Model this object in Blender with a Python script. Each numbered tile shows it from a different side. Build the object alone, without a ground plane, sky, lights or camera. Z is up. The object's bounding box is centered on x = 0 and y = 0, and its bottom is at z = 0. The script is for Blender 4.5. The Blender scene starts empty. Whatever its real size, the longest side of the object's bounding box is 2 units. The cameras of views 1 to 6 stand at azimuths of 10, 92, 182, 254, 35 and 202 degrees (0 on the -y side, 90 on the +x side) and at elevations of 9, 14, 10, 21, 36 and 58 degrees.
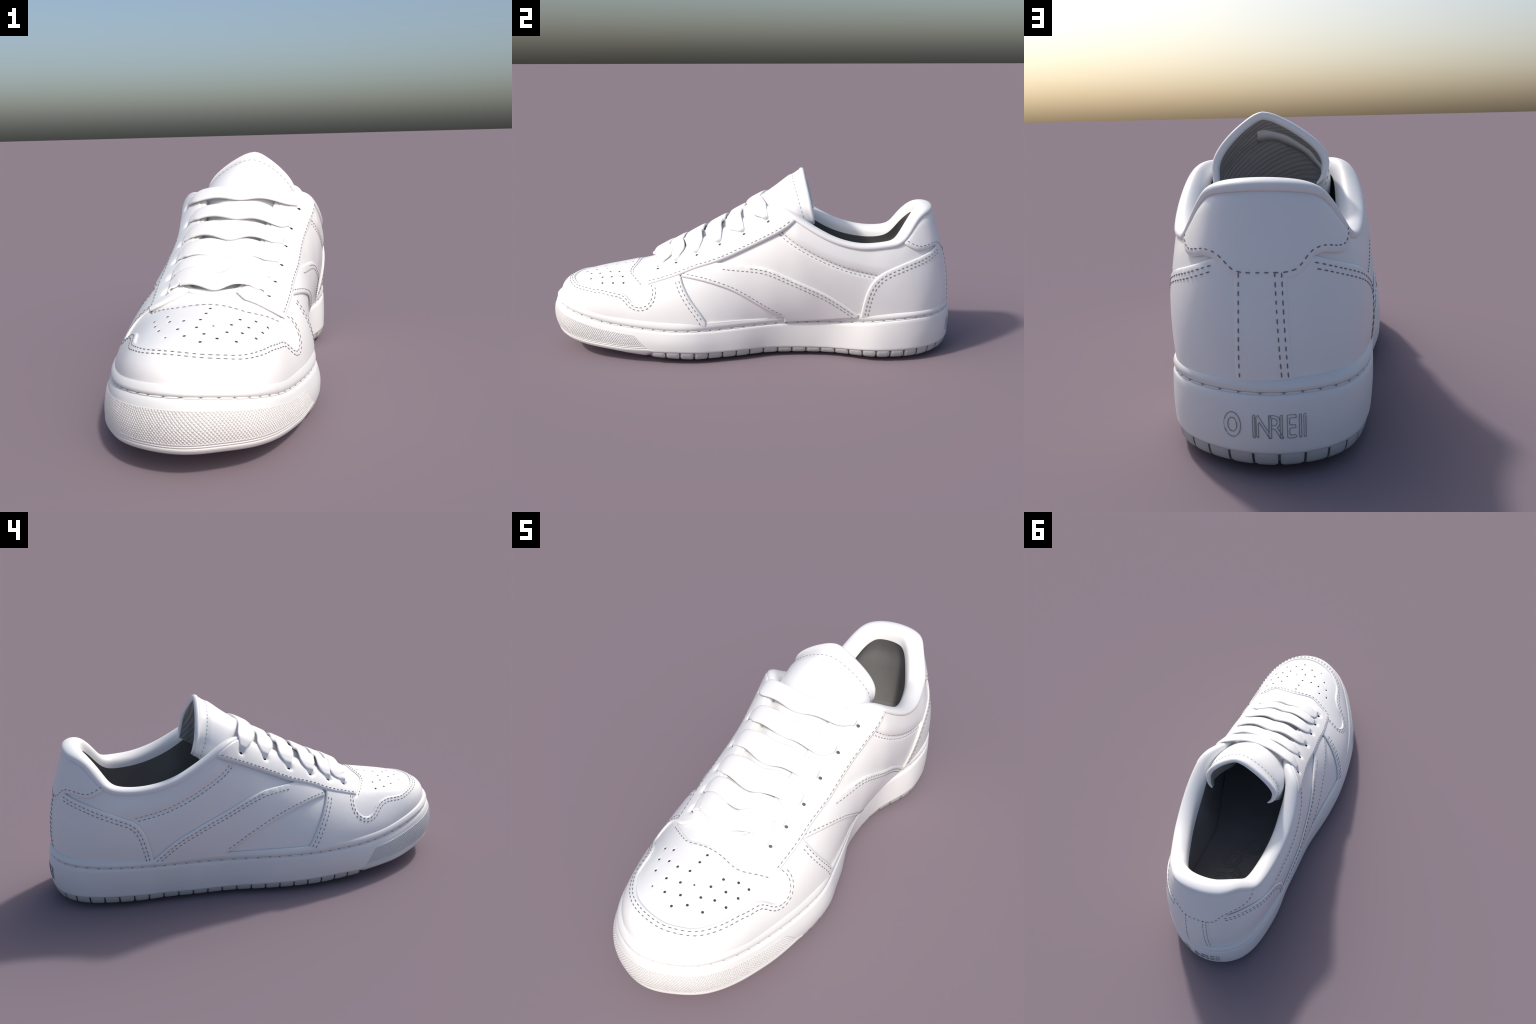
# ---------------------------------------------------------------- maths
import math
import numpy as np


def periodic_spline(P):
    """Closed cubic spline through the rows of P; returns f(t), t in [0, len(P))."""
    P = np.asarray(P, float)
    n = len(P)
    A = np.zeros((n, n))
    for i in range(n):
        A[i, i] = 4
        A[i, (i - 1) % n] = 1
        A[i, (i + 1) % n] = 1
    D = np.linalg.solve(A, 3 * (np.roll(P, -1, 0) - np.roll(P, 1, 0)))

    def f(t):
        t = np.asarray(t, float) % n
        i = np.floor(t).astype(int) % n
        u = (t - np.floor(t))[..., None]
        j = (i + 1) % n
        return (P[i] * (2 * u**3 - 3 * u**2 + 1) + D[i] * (u**3 - 2 * u**2 + u)
                + P[j] * (-2 * u**3 + 3 * u**2) + D[j] * (u**3 - u**2))
    return f


def open_spline(P, n):
    """n points along a smooth open curve through P, evenly spaced by length."""
    P = np.asarray(P, float)
    if len(P) > 2:
        m = len(P)
        d = np.linalg.norm(np.diff(P, axis=0), axis=1) ** 0.5 + 1e-9
        k = np.concatenate([[0], np.cumsum(d)])
        # natural cubic spline
        A = np.eye(m)
        B = np.zeros_like(P)
        for i in range(1, m - 1):
            A[i, i - 1] = d[i - 1]
            A[i, i] = 2 * (d[i - 1] + d[i])
            A[i, i + 1] = d[i]
            B[i] = 6 * ((P[i + 1] - P[i]) / d[i] - (P[i] - P[i - 1]) / d[i - 1])
        M = np.linalg.solve(A, B)
        t = np.linspace(0, k[-1], 600)
        i = np.clip(np.searchsorted(k, t, side='right') - 1, 0, m - 2)
        h = d[i][:, None]
        a = (k[i + 1] - t)[:, None]
        b = (t - k[i])[:, None]
        P = (M[i] * a**3 + M[i + 1] * b**3) / (6 * h) + (P[i] / h - M[i] * h / 6) * a + (P[i + 1] / h - M[i + 1] * h / 6) * b
    return resample(P, n)


def resample(P, n):
    P = np.asarray(P, float)
    s = np.concatenate([[0], np.cumsum(np.linalg.norm(np.diff(P, axis=0), axis=1))])
    t = np.linspace(0, s[-1], n)
    return np.stack([np.interp(t, s, P[:, c]) for c in range(P.shape[1])], 1)


def smooth(e0, e1, x):
    t = np.clip((np.asarray(x, float) - e0) / (e1 - e0), 0, 1)
    return t * t * (3 - 2 * t)


def unit(v):
    return v / np.maximum(np.linalg.norm(v, axis=-1, keepdims=True), 1e-12)


# ------------------------------------------------------- the upper's surface
# Ribs run from the feather line (where the upper leaves the sole) to the
# opening edge (throat and collar seam).  Each rib: feather point, opening
# point, swell of the lower and of the upper handle (outward, up), and the
# thickness of the padded rim at its top.
RIBS = [
    # feather x, y, z        opening x, y, z       low handle     top handle    rim
    (0.050, -0.950, 0.280,  0.030, -0.475, 0.450,  0.000, 0.098,  0.310, -0.070, 0.15),
    (0.160, -0.915, 0.272,  0.060, -0.472, 0.450,  0.000, 0.098,  0.300, -0.072, 0.15),
    (0.240, -0.830, 0.252,  0.090, -0.465, 0.451,  0.000, 0.098,  0.262, -0.074, 0.15),
    (0.285, -0.720, 0.228,  0.115, -0.450, 0.455,  0.000, 0.099,  0.205, -0.071, 0.15),
    (0.309, -0.590, 0.214,  0.130, -0.420, 0.470,  -0.005, 0.105,  0.132, -0.061, 0.15),
    (0.327, -0.460, 0.206,  0.138, -0.370, 0.493,  -0.009, 0.120,  0.114, -0.047, 0.15),
    (0.335, -0.330, 0.200,  0.143, -0.290, 0.528,  -0.007, 0.140,  0.120, -0.041, 0.15),
    (0.330, -0.200, 0.198,  0.153, -0.190, 0.580,  -0.004, 0.150,  0.127, -0.039, 0.15),
    (0.302, -0.060, 0.200,  0.161, -0.080, 0.633,  0.018, 0.175,  0.140, -0.045, 0.15),
    (0.278, 0.030, 0.200,  0.174, 0.020, 0.689,  0.043, 0.185,  0.145, -0.060, 0.20),
    (0.262, 0.110, 0.201,  0.200, 0.090, 0.728,  0.070, 0.185,  0.125, -0.085, 0.35),
    (0.253, 0.190, 0.204,  0.262, 0.165, 0.727,  0.080, 0.180,  0.065, -0.115, 0.55),
    (0.250, 0.270, 0.207,  0.295, 0.245, 0.682,  0.078, 0.170,  0.045, -0.120, 0.80),
    (0.252, 0.360, 0.213,  0.306, 0.345, 0.622,  0.062, 0.150,  0.036, -0.120, 1.00),
    (0.260, 0.450, 0.221,  0.303, 0.440, 0.581,  0.050, 0.130,  0.034, -0.110, 1.00),
    (0.273, 0.550, 0.230,  0.288, 0.545, 0.559,  0.035, 0.120,  0.036, -0.100, 1.00),
    (0.280, 0.650, 0.238,  0.260, 0.648, 0.561,  0.022, 0.120,  0.048, -0.090, 1.00),
    (0.268, 0.760, 0.243,  0.228, 0.732, 0.588,  0.016, 0.130,  0.046, -0.100, 0.95),
    (0.228, 0.858, 0.245,  0.178, 0.798, 0.677,  0.010, 0.140,  0.046, -0.150, 0.85),
    (0.140, 0.938, 0.247,  0.123, 0.853, 0.709,  0.010, 0.140,  0.052, -0.160, 0.75),
    (0.020, 0.970, 0.248,  0.020, 0.874, 0.715,  0.012, 0.140,  0.058, -0.170, 0.75),
    (-0.100, 0.940, 0.248,  -0.084, 0.854, 0.706,  0.010, 0.140,  0.052, -0.160, 0.75),
    (-0.183, 0.865, 0.245,  -0.141, 0.796, 0.672,  0.008, 0.140,  0.046, -0.150, 0.85),
    (-0.228, 0.760, 0.237,  -0.190, 0.732, 0.588,  0.015, 0.130,  0.055, -0.100, 0.95),
    (-0.252, 0.650, 0.232,  -0.217, 0.648, 0.555,  0.015, 0.120,  0.053, -0.090, 1.00),
    (-0.270, 0.540, 0.230,  -0.236, 0.545, 0.556,  0.016, 0.120,  0.052, -0.100, 1.00),
    (-0.280, 0.420, 0.228,  -0.250, 0.440, 0.580,  0.018, 0.130,  0.054, -0.110, 1.00),
    (-0.286, 0.320, 0.226,  -0.254, 0.345, 0.622,  0.018, 0.140,  0.056, -0.110, 1.00),
    (-0.292, 0.220, 0.225,  -0.242, 0.245, 0.682,  0.010, 0.150,  0.053, -0.110, 0.80),
    (-0.302, 0.120, 0.223,  -0.208, 0.165, 0.727,  0.005, 0.150,  0.063, -0.100, 0.55),
    (-0.313, 0.030, 0.221,  -0.148, 0.090, 0.728,  -0.003, 0.150,  0.098, -0.078, 0.35),
    (-0.325, -0.060, 0.220,  -0.120, 0.020, 0.689,  -0.011, 0.145,  0.098, -0.058, 0.20),
    (-0.340, -0.160, 0.220,  -0.104, -0.080, 0.633,  -0.017, 0.130,  0.094, -0.045, 0.15),
    (-0.347, -0.260, 0.220,  -0.100, -0.190, 0.580,  -0.023, 0.115,  0.090, -0.042, 0.15),
    (-0.336, -0.370, 0.220,  -0.099, -0.290, 0.528,  -0.023, 0.105,  0.086, -0.043, 0.15),
    (-0.315, -0.480, 0.222,  -0.094, -0.370, 0.493,  -0.021, 0.095,  0.080, -0.050, 0.15),
    (-0.280, -0.600, 0.226,  -0.082, -0.420, 0.470,  -0.016, 0.092,  0.103, -0.065, 0.15),
    (-0.230, -0.715, 0.240,  -0.062, -0.450, 0.455,  -0.011, 0.093,  0.172, -0.075, 0.15),
    (-0.162, -0.830, 0.260,  -0.038, -0.465, 0.451,  0.000, 0.094,  0.245, -0.076, 0.15),
    (-0.065, -0.920, 0.276,  -0.004, -0.472, 0.450,  0.000, 0.098,  0.298, -0.072, 0.15),
]
NR = len(RIBS)
rib = periodic_spline(RIBS)


def flat_normal(f, t, cols=(0, 1)):
    """Outward horizontal normal of the closed curve f at t."""
    e = 0.02
    d = f(t + e)[..., list(cols)] - f(t - e)[..., list(cols)]
    return unit(np.stack([d[..., 1], -d[..., 0]], -1))


def upper(a, b):
    """Point of the upper's outer surface: a = rib number, b = 0 (sole) .. 1 (opening)."""
    a, b = np.broadcast_arrays(np.asarray(a, float), np.asarray(b, float))
    r = rib(a)
    F, T = r[..., 0:3], r[..., 3:6]
    n1 = flat_normal(rib, a)
    ft = (F - T)[..., :2]
    w = smooth(0.10, 0.25, np.linalg.norm(ft, axis=-1))[..., None]
    n2 = unit(n1 * (1 - w) + unit(ft) * w)
    z = np.zeros(a.shape + (1,))
    P1 = F + np.concatenate([n1, z], -1) * r[..., 6:7] + np.array([0, 0, 1.0]) * r[..., 7:8]
    P2 = T + np.concatenate([n2, z], -1) * r[..., 8:9] + np.array([0, 0, 1.0]) * r[..., 9:10]
    b = b[..., None]
    return (1 - b)**3 * F + 3 * b * (1 - b)**2 * P1 + 3 * b**2 * (1 - b) * P2 + b**3 * T


def upper_frame(a, b):
    """Position, outward normal and the two partial derivatives."""
    e = 1e-3
    a = np.asarray(a, float)
    b = np.asarray(b, float)
    Sa = (upper(a + e * 10, b) - upper(a - e * 10, b)) / (20 * e)
    Sb = (upper(a, b + e) - upper(a, b - e)) / (2 * e)
    n = unit(np.cross(Sa, Sb))
    return upper(a, b), n, Sa, Sb


GA = np.arange(0, NR, 0.05)
GB = np.linspace(0, 1, 81)
GRID = upper(GA[:, None], GB[None, :])


def locate(p, axes, side):
    """(a, b) on the upper for points given by two coordinates (axes) on one side.
    side: '+' / '-' flank, 'heel', 'toe'."""
    p = np.asarray(p, float)
    aa = np.repeat(GA[:, None], len(GB), 1)
    if side == '+':
        ok = (aa > 0.0) & (aa < 20)
    elif side == '-':
        ok = (aa > 20.0)
    elif side == 'heel':
        ok = (aa > 15) & (aa < 25)
    else:
        ok = (aa < 12) | (aa > NR - 12)
    out = np.empty((len(p), 2))
    for k, q in enumerate(p):
        d = np.where(ok, (GRID[..., axes[0]] - q[0])**2 + (GRID[..., axes[1]] - q[1])**2, 9)
        i, j = np.unravel_index(np.argmin(d), d.shape)
        out[k] = GA[i], GB[j]
    for _ in range(6):                      # Gauss-Newton on the two given coordinates
        P, n, Sa, Sb = upper_frame(out[:, 0], out[:, 1])
        A = Sa[:, list(axes)]
        B = Sb[:, list(axes)]
        r = p - P[:, list(axes)]
        det = A[:, 0] * B[:, 1] - A[:, 1] * B[:, 0]
        det = np.where(np.abs(det) < 1e-4, np.inf, det)
        out[:, 0] += np.clip((r[:, 0] * B[:, 1] - r[:, 1] * B[:, 0]) / det, -0.5, 0.5)
        out[:, 1] += np.clip((A[:, 0] * r[:, 1] - A[:, 1] * r[:, 0]) / det, -0.1, 0.1)
    # keep a continuous around the toe seam of the parameter
    out[:, 0] = np.unwrap(out[:, 0] * 2 * np.pi / NR) * NR / (2 * np.pi)
    return out

# -------------------------------------------------------------- mesh helpers
import bpy
from mathutils import Vector
from mathutils.geometry import delaunay_2d_cdt

rng = np.random.default_rng(7)
UP = np.array([0.0, 0.0, 1.0])


def flat3(n2):
    return np.concatenate([n2, np.zeros(n2.shape[:-1] + (1,))], -1)


def new_object(name, verts, faces, mat, parent=None, smooth_shade=True):
    me = bpy.data.meshes.new(name)
    me.from_pydata(np.asarray(verts, float).reshape(-1, 3).tolist(), [], [tuple(int(i) for i in f) for f in faces])
    me.validate()
    me.update()
    if smooth_shade:
        me.polygons.foreach_set('use_smooth', [True] * len(me.polygons))
    me.materials.append(mat)
    ob = bpy.data.objects.new(name, me)
    bpy.context.scene.collection.objects.link(ob)
    if parent is not None:
        ob.parent = parent
    return ob


def grid_faces(nu, nv, closed_u=False, closed_v=False, base=0, flip=False):
    fs = []
    for i in range(nu if closed_u else nu - 1):
        for j in range(nv if closed_v else nv - 1):
            i2, j2 = (i + 1) % nu, (j + 1) % nv
            f = (base + i * nv + j, base + i2 * nv + j, base + i2 * nv + j2, base + i * nv + j2)
            fs.append(f[::-1] if flip else f)
    return fs


class Heap:
    """Collects pieces of geometry that become one mesh."""

    def __init__(self):
        self.v, self.f, self.n = [], [], 0

    def add(self, verts, faces):
        verts = np.asarray(verts, float).reshape(-1, 3)
        self.f += [tuple(i + self.n for i in f) for f in faces]
        self.v.append(verts)
        self.n += len(verts)

    def build(self, name, mat, parent, stuff=False):
        ob = new_object(name, np.concatenate(self.v), self.f, mat, parent)
        if stuff:
            ob['kind'] = 'stuff'
        return ob


def capsule(centre, along, across, normal, length, width, height, seg=6):
    """A small pill lying on a surface."""
    rings = []
    for t in (-0.5, -0.42, -0.25, 0.25, 0.42, 0.5):
        k = max(0.15, (1 - (abs(t) * 2) ** 4)) ** 0.5
        ang = np.arange(seg) * 2 * np.pi / seg
        rings.append(centre + along * length * t
                     + np.cos(ang)[:, None] * across * width * 0.5 * k
                     + np.sin(ang)[:, None] * normal * height * 0.5 * k)
    v = np.concatenate(rings)
    f = grid_faces(6, seg, closed_v=True)
    f += [tuple(range(seg))[::-1], tuple(range(5 * seg, 6 * seg))]
    return v, f


def tube(points, radius, seg=6, closed=False):
    P = np.asarray(points, float)
    n = len(P)
    T = unit(np.roll(P, -1, 0) - np.roll(P, 1, 0)) if closed else unit(np.gradient(P, axis=0))
    ref = np.where(np.abs(T[:, 2:3]) > 0.9, np.array([[1.0, 0, 0]]), UP[None])
    A = unit(np.cross(T, ref))
    B = np.cross(T, A)
    ang = np.arange(seg) * 2 * np.pi / seg
    r = np.broadcast_to(np.asarray(radius, float), (n,))[:, None, None]
    v = P[:, None] + r * (np.cos(ang)[None, :, None] * A[:, None] + np.sin(ang)[None, :, None] * B[:, None])
    f = grid_faces(n, seg, closed_u=closed, closed_v=True)
    if not closed:
        f += [tuple(range(seg))[::-1], tuple(range((n - 1) * seg, n * seg))]
    return v.reshape(-1, 3), f


# ------------------------------------------------------------------ materials
def material(name, colour, rough=0.4, bump=None, mottle=0.0, specular=0.5, coat=0.0, sheen=0.0):
    """Principled material: base colour, faint mottling, grain from layered noise.
    bump: list of (kind, scale, strength, distance)."""
    m = bpy.data.materials.new(name)
    m.use_nodes = True
    nt = m.node_tree
    b = nt.nodes['Principled BSDF']
    b.inputs['Roughness'].default_value = rough
    b.inputs['Specular IOR Level'].default_value = specular
    b.inputs['Coat Weight'].default_value = coat
    b.inputs['Coat Roughness'].default_value = 0.15
    b.inputs['Sheen Weight'].default_value = sheen
    co = nt.nodes.new('ShaderNodeTexCoord')
    c = tuple(colour) + (1,)
    if mottle:
        n = nt.nodes.new('ShaderNodeTexNoise')
        n.inputs['Scale'].default_value = 7
        n.inputs['Detail'].default_value = 4
        nt.links.new(co.outputs['Object'], n.inputs['Vector'])
        r = nt.nodes.new('ShaderNodeValToRGB')
        r.color_ramp.elements[0].position = 0.3
        r.color_ramp.elements[1].position = 0.7
        r.color_ramp.elements[0].color = tuple(x * (1 - mottle) for x in colour) + (1,)
        r.color_ramp.elements[1].color = c
        nt.links.new(n.outputs['Fac'], r.inputs['Fac'])
        nt.links.new(r.outputs['Color'], b.inputs['Base Color'])
    else:
        b.inputs['Base Color'].default_value = c
    prev = None
    for kind, scale, strength, dist in (bump or []):
        if kind == 'noise':
            t = nt.nodes.new('ShaderNodeTexNoise')
            t.inputs['Detail'].default_value = 3
            out = t.outputs['Fac']
        elif kind == 'cells':
            t = nt.nodes.new('ShaderNodeTexVoronoi')
            out = t.outputs['Distance']
        else:
            t = nt.nodes.new('ShaderNodeTexWave')
            t.bands_direction = kind
            t.inputs['Distortion'].default_value = 1.0
            out = t.outputs['Fac']
        t.inputs['Scale'].default_value = scale
        nt.links.new(co.outputs['Object'], t.inputs['Vector'])
        bp = nt.nodes.new('ShaderNodeBump')
        bp.inputs['Strength'].default_value = strength
        bp.inputs['Distance'].default_value = dist
        nt.links.new(out, bp.inputs['Height'])
        if prev:
            nt.links.new(prev.outputs['Normal'], bp.inputs['Normal'])
        prev = bp
    if prev:
        nt.links.new(prev.outputs['Normal'], b.inputs['Normal'])
    return m


WHITE = (0.90, 0.90, 0.90)
M_LEATHER = material('white_leather', WHITE, 0.36, [('noise', 8, 0.40, 0.004), ('cells', 220, 0.05, 0.001)], 0.02)
M_PAD = material('white_padded_leather', WHITE, 0.45, [('noise', 14, 0.2, 0.004)], 0.02)
M_LACE = material('white_lace_weave', (0.87, 0.87, 0.87), 0.55, [('DIAGONAL', 60, 0.12, 0.001)])
M_RUBBER = material('white_rubber', (0.82, 0.82, 0.82), 0.42, [('noise', 6, 0.2, 0.003)], 0.02)
M_BUMPER = material('textured_white_rubber', (0.70, 0.695, 0.69), 0.5)
M_TREAD = material('pale_grey_rubber', (0.47, 0.475, 0.47), 0.5, [('noise', 30, 0.2, 0.002)], 0.04)
M_LINING = material('lining_darkened_for_shade', (0.24, 0.24, 0.24), 0.8, [('Z', 90, 0.25, 0.002), ('X', 90, 0.25, 0.002)], 0.1)  # grey carries the occlusion inside the shoe, flattened to one tone
M_INSOLE = material('insole_darkened_for_shade', (0.19, 0.19, 0.195), 0.8, [('X', 110, 0.3, 0.002), ('Y', 110, 0.3, 0.002)], 0.1)  # base colour lowered to the gloom at the bottom of the opening
M_TONGUE_IN = material('mid_grey_creased_tongue_inside', (0.42, 0.42, 0.42), 0.7, [('DIAGONAL', 22, 0.3, 0.006), ('noise', 60, 0.3, 0.003)], 0.05)  # mid-grey, creased, darker than the tongue's outer face
M_TAPE = material('pale_tape', (0.72, 0.72, 0.72), 0.5)
M_THREAD = material('thread_with_painted_hole_shade', (0.21, 0.21, 0.21), 0.7)  # dark tone is the shade of the recessed stitch holes, painted on the dashes
M_SOLE_THREAD = material('white_sole_thread', (0.78, 0.78, 0.78), 0.6)
M_HOLE = material('dark_hole', (0.045, 0.045, 0.048), 0.8)
M_EYELET = material('eyelet_shade_paint', (0.12, 0.12, 0.125), 0.8)  # soft shadow inside each eyelet, baked into the cup's colour
M_MARK = material('moulded_mark_line', (0.30, 0.31, 0.32), 0.6)

# ------------------------------------------------------------------ the thing
SHOE = bpy.data.objects.new('sneaker', None)
bpy.context.scene.collection.objects.link(SHOE)
SHOE['label'] = 'plain white low-top leather sneaker with flat laces and thick rubber sole'
SHOE['category'] = 'shoe'

BASE = -0.003                      # the shell lies this far under the measured skin


def curve_on(points, axes, side, n=60):
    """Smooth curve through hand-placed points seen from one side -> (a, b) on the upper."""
    return locate(open_spline(points, n), axes, side)


YZ, XY, XZ = (1, 2), (0, 1), (0, 2)
STAY_P = curve_on([(-.476, .363), (-.391, .390), (-.320, .416), (-.237, .450), (-.151, .479), (-.046, .525), (.081, .589),
                   (.177, .646), (.230, .690)], YZ, '+', 90)
STAY_N = curve_on([(-.479, .383), (-.413, .405), (-.325, .437), (-.250, .472), (-.161, .504), (-.090, .535), (.052, .606),
                   (.176, .665), (.230, .689)], YZ, '-', 90)
WING_P = curve_on([(-.740, .346), (-.654, .333), (-.600, .326), (-.571, .307), (-.547, .285), (-.520, .276), (-.495, .280),
                   (-.473, .297), (-.463, .320), (-.462, .343), (-.474, .363)], YZ, '+', 90)
WING_N = curve_on([(-.699, .352), (-.642, .346), (-.603, .338), (-.575, .322), (-.547, .303), (-.516, .298), (-.494, .306),
                   (-.475, .324), (-.468, .348), (-.480, .382)], YZ, '-', 90)
TOE_ARC = curve_on([(.233, -.740), (.209, -.793), (.176, -.838), (.139, -.862), (.088, -.880), (.023, -.878), (-.030, -.864),
                    (-.080, -.837), (-.112, -.806), (-.150, -.756), (-.181, -.699)], XY, 'toe', 90)
GUARD_P = curve_on([(-.322, .425), (-.305, .375), (-.276, .322), (-.252, .287), (-.225, .250), (-.203, .215), (-.195, .201)], YZ, '+')
GUARD_N = curve_on([(-.324, .445), (-.318, .423), (-.299, .389), (-.270, .343), (-.237, .292), (-.205, .240), (-.192, .222)], YZ, '-')
LOW_P = curve_on([(-.318, .411), (-.256, .404), (-.192, .392), (-.128, .374), (-.064, .349), (-.004, .314), (.056, .275),
                  (.116, .237), (.172, .206)], YZ, '+')
LOW_N = curve_on([(-.313, .422), (-.268, .420), (-.187, .408), (-.111, .388), (-.038, .361), (.033, .328), (.102, .288),
                  (.160, .250), (.200, .226)], YZ, '-')
HIGH_P = curve_on([(-.170, .485), (-.087, .478), (-.016, .475), (.060, .470), (.123, .455), (.186, .428), (.249, .400), (.349, .352),
                   (.403, .320), (.459, .282), (.503, .249), (.528, .230)], YZ, '+')
HIGH_N = curve_on([(-.180, .505), (-.108, .506), (-.056, .505), (-.006, .503), (.044, .493), (.116, .470), (.186, .440), (.278, .402),
                   (.346, .370), (.412, .334), (.462, .298), (.512, .256), (.538, .232)], YZ, '-')
COUNTER_P = curve_on([(.538, .232), (.545, .282), (.558, .342), (.578, .389), (.604, .422), (.641, .449), (.695, .471), (.750, .489),
                      (.805, .504), (.851, .520), (.881, .534), (.899, .545)], YZ, '+')
COUNTER_N = curve_on([(.537, .232), (.543, .263), (.553, .312), (.568, .366), (.590, .407), (.620, .434), (.660, .452), (.726, .480),
                      (.805, .509), (.863, .531), (.899, .548)], YZ, '-')
TAB_P = curve_on([(.715, .582), (.728, .573), (.749, .561), (.788, .541), (.816, .536), (.851, .540), (.878, .546), (.897, .542)], YZ, '+', 40)
TAB_N = curve_on([(.715, .582), (.728, .573), (.749, .561), (.788, .541), (.816, .538), (.851, .544), (.876, .549), (.896, .544)], YZ, '-', 40)
TAB_LOW = curve_on([(.128, .530), (.122, .522), (.105, .506), (.086, .497), (.051, .494), (.004, .494), (-.042, .494), (-.064, .499),
                    (-.080, .509), (-.092, .523), (-.098, .531)], XZ, 'heel', 70)
COLLAR_LINE_P = curve_on([(.150, .632), (.206, .590), (.269, .552), (.345, .512), (.399, .488), (.469, .461), (.533, .443), (.612, .424)], YZ, '+')
COLLAR_LINE_N = curve_on([(.149, .638), (.198, .602), (.254, .570), (.323, .534), (.404, .496), (.470, .470), (.519, .456), (.613, .436)], YZ, '-')
VAMP_LINE = curve_on([(.255, -.505), (.217, -.540), (.181, -.566), (.150, -.573), (.118, -.567), (.068, -.560), (.016, -.560), (-.035, -.566),
                      (-.064, -.566), (-.100, -.550), (-.150, -.520), (-.195, -.490)], XY, 'toe', 80)


# --------------------------------------------------- relief of the base shell
def curve3(ab):
    return upper(ab[:, 0], ab[:, 1])


def nearest(P, C, block=4000):
    """Distance from each point of P to the polyline points C."""
    out = np.empty(len(P))
    for i in range(0, len(P), block):
        out[i:i + block] = np.sqrt(((P[i:i + block, None] - C[None]) ** 2).sum(-1).min(1))
    return out


def shell_relief(P, b):
    """Padded collar zone above the double seam, pressed in along the seam."""
    h = np.zeros(len(P))
    for L, s in ((COLLAR_LINE_P, 1), (COLLAR_LINE_N, -1)):
        C = resample(curve3(L), 160)
        side = P[:, 0] * s > 0.05
        d = nearest(P[side], C)
        zl = np.interp(P[side][:, 1], C[:, 1], C[:, 2])
        inside = smooth(0.16, 0.24, P[side][:, 1]) * smooth(0.80, 0.62, P[side][:, 1])
        above = smooth(-0.004, 0.05, P[side][:, 2] - zl) * inside
        h[side] += 0.007 * above - 0.005 * np.exp(-(d / 0.010) ** 2)
    return h


na, nb = NR * 12, 72
aa, bb = np.meshgrid(np.arange(na) / 12.0, np.linspace(-0.05, 1.0, nb), indexing='ij')
P, N, _, _ = upper_frame(aa.ravel(), bb.ravel())
P = P + N * (BASE + shell_relief(P, bb.ravel()))[:, None]
UPPER = new_object('upper', P, grid_faces(na, nb, closed_u=True), M_LEATHER, SHOE)


# --------------------------------------------------------------- sewn panels
def offset_curve(ab, dist):
    """Shift a curve on the upper sideways (to its left seen from outside) by dist."""
    P, N, Sa, Sb = upper_frame(ab[:, 0], ab[:, 1])
    T = unit(np.gradient(P, axis=0))
    m = np.cross(N, T) * dist
    g11, g12, g22 = (Sa * Sa).sum(1), (Sa * Sb).sum(1), (Sb * Sb).sum(1)
    r1, r2 = (m * Sa).sum(1), (m * Sb).sum(1)
    det = g11 * g22 - g12 ** 2
    return ab + np.stack([(g22 * r1 - g12 * r2) / det, (g11 * r2 - g12 * r1) / det], 1)


def even(ab, step):
    P = curve3(ab)
    s = np.concatenate([[0], np.cumsum(np.linalg.norm(np.diff(P, axis=0), axis=1))])
    t = np.linspace(0, s[-1], max(2, int(s[-1] / step)))
    return np.stack([np.interp(t, s, ab[:, 0]), np.interp(t, s, ab[:, 1])], 1)


def inside_polygon(p, poly):
    x, y = p[:, 0:1], p[:, 1:2]
    x0, y0 = poly[:, 0][None], poly[:, 1][None]
    x1, y1 = np.roll(poly[:, 0], -1)[None], np.roll(poly[:, 1], -1)[None]
    with np.errstate(divide='ignore', invalid='ignore'):
        c = ((y0 > y) != (y1 > y)) & (x < (x1 - x0) * (y - y0) / (y1 - y0) + x0)
    return c.sum(1) % 2 == 1


SCALE = np.array([0.13, 0.45])     # rough metres per unit of (a, b)


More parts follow.
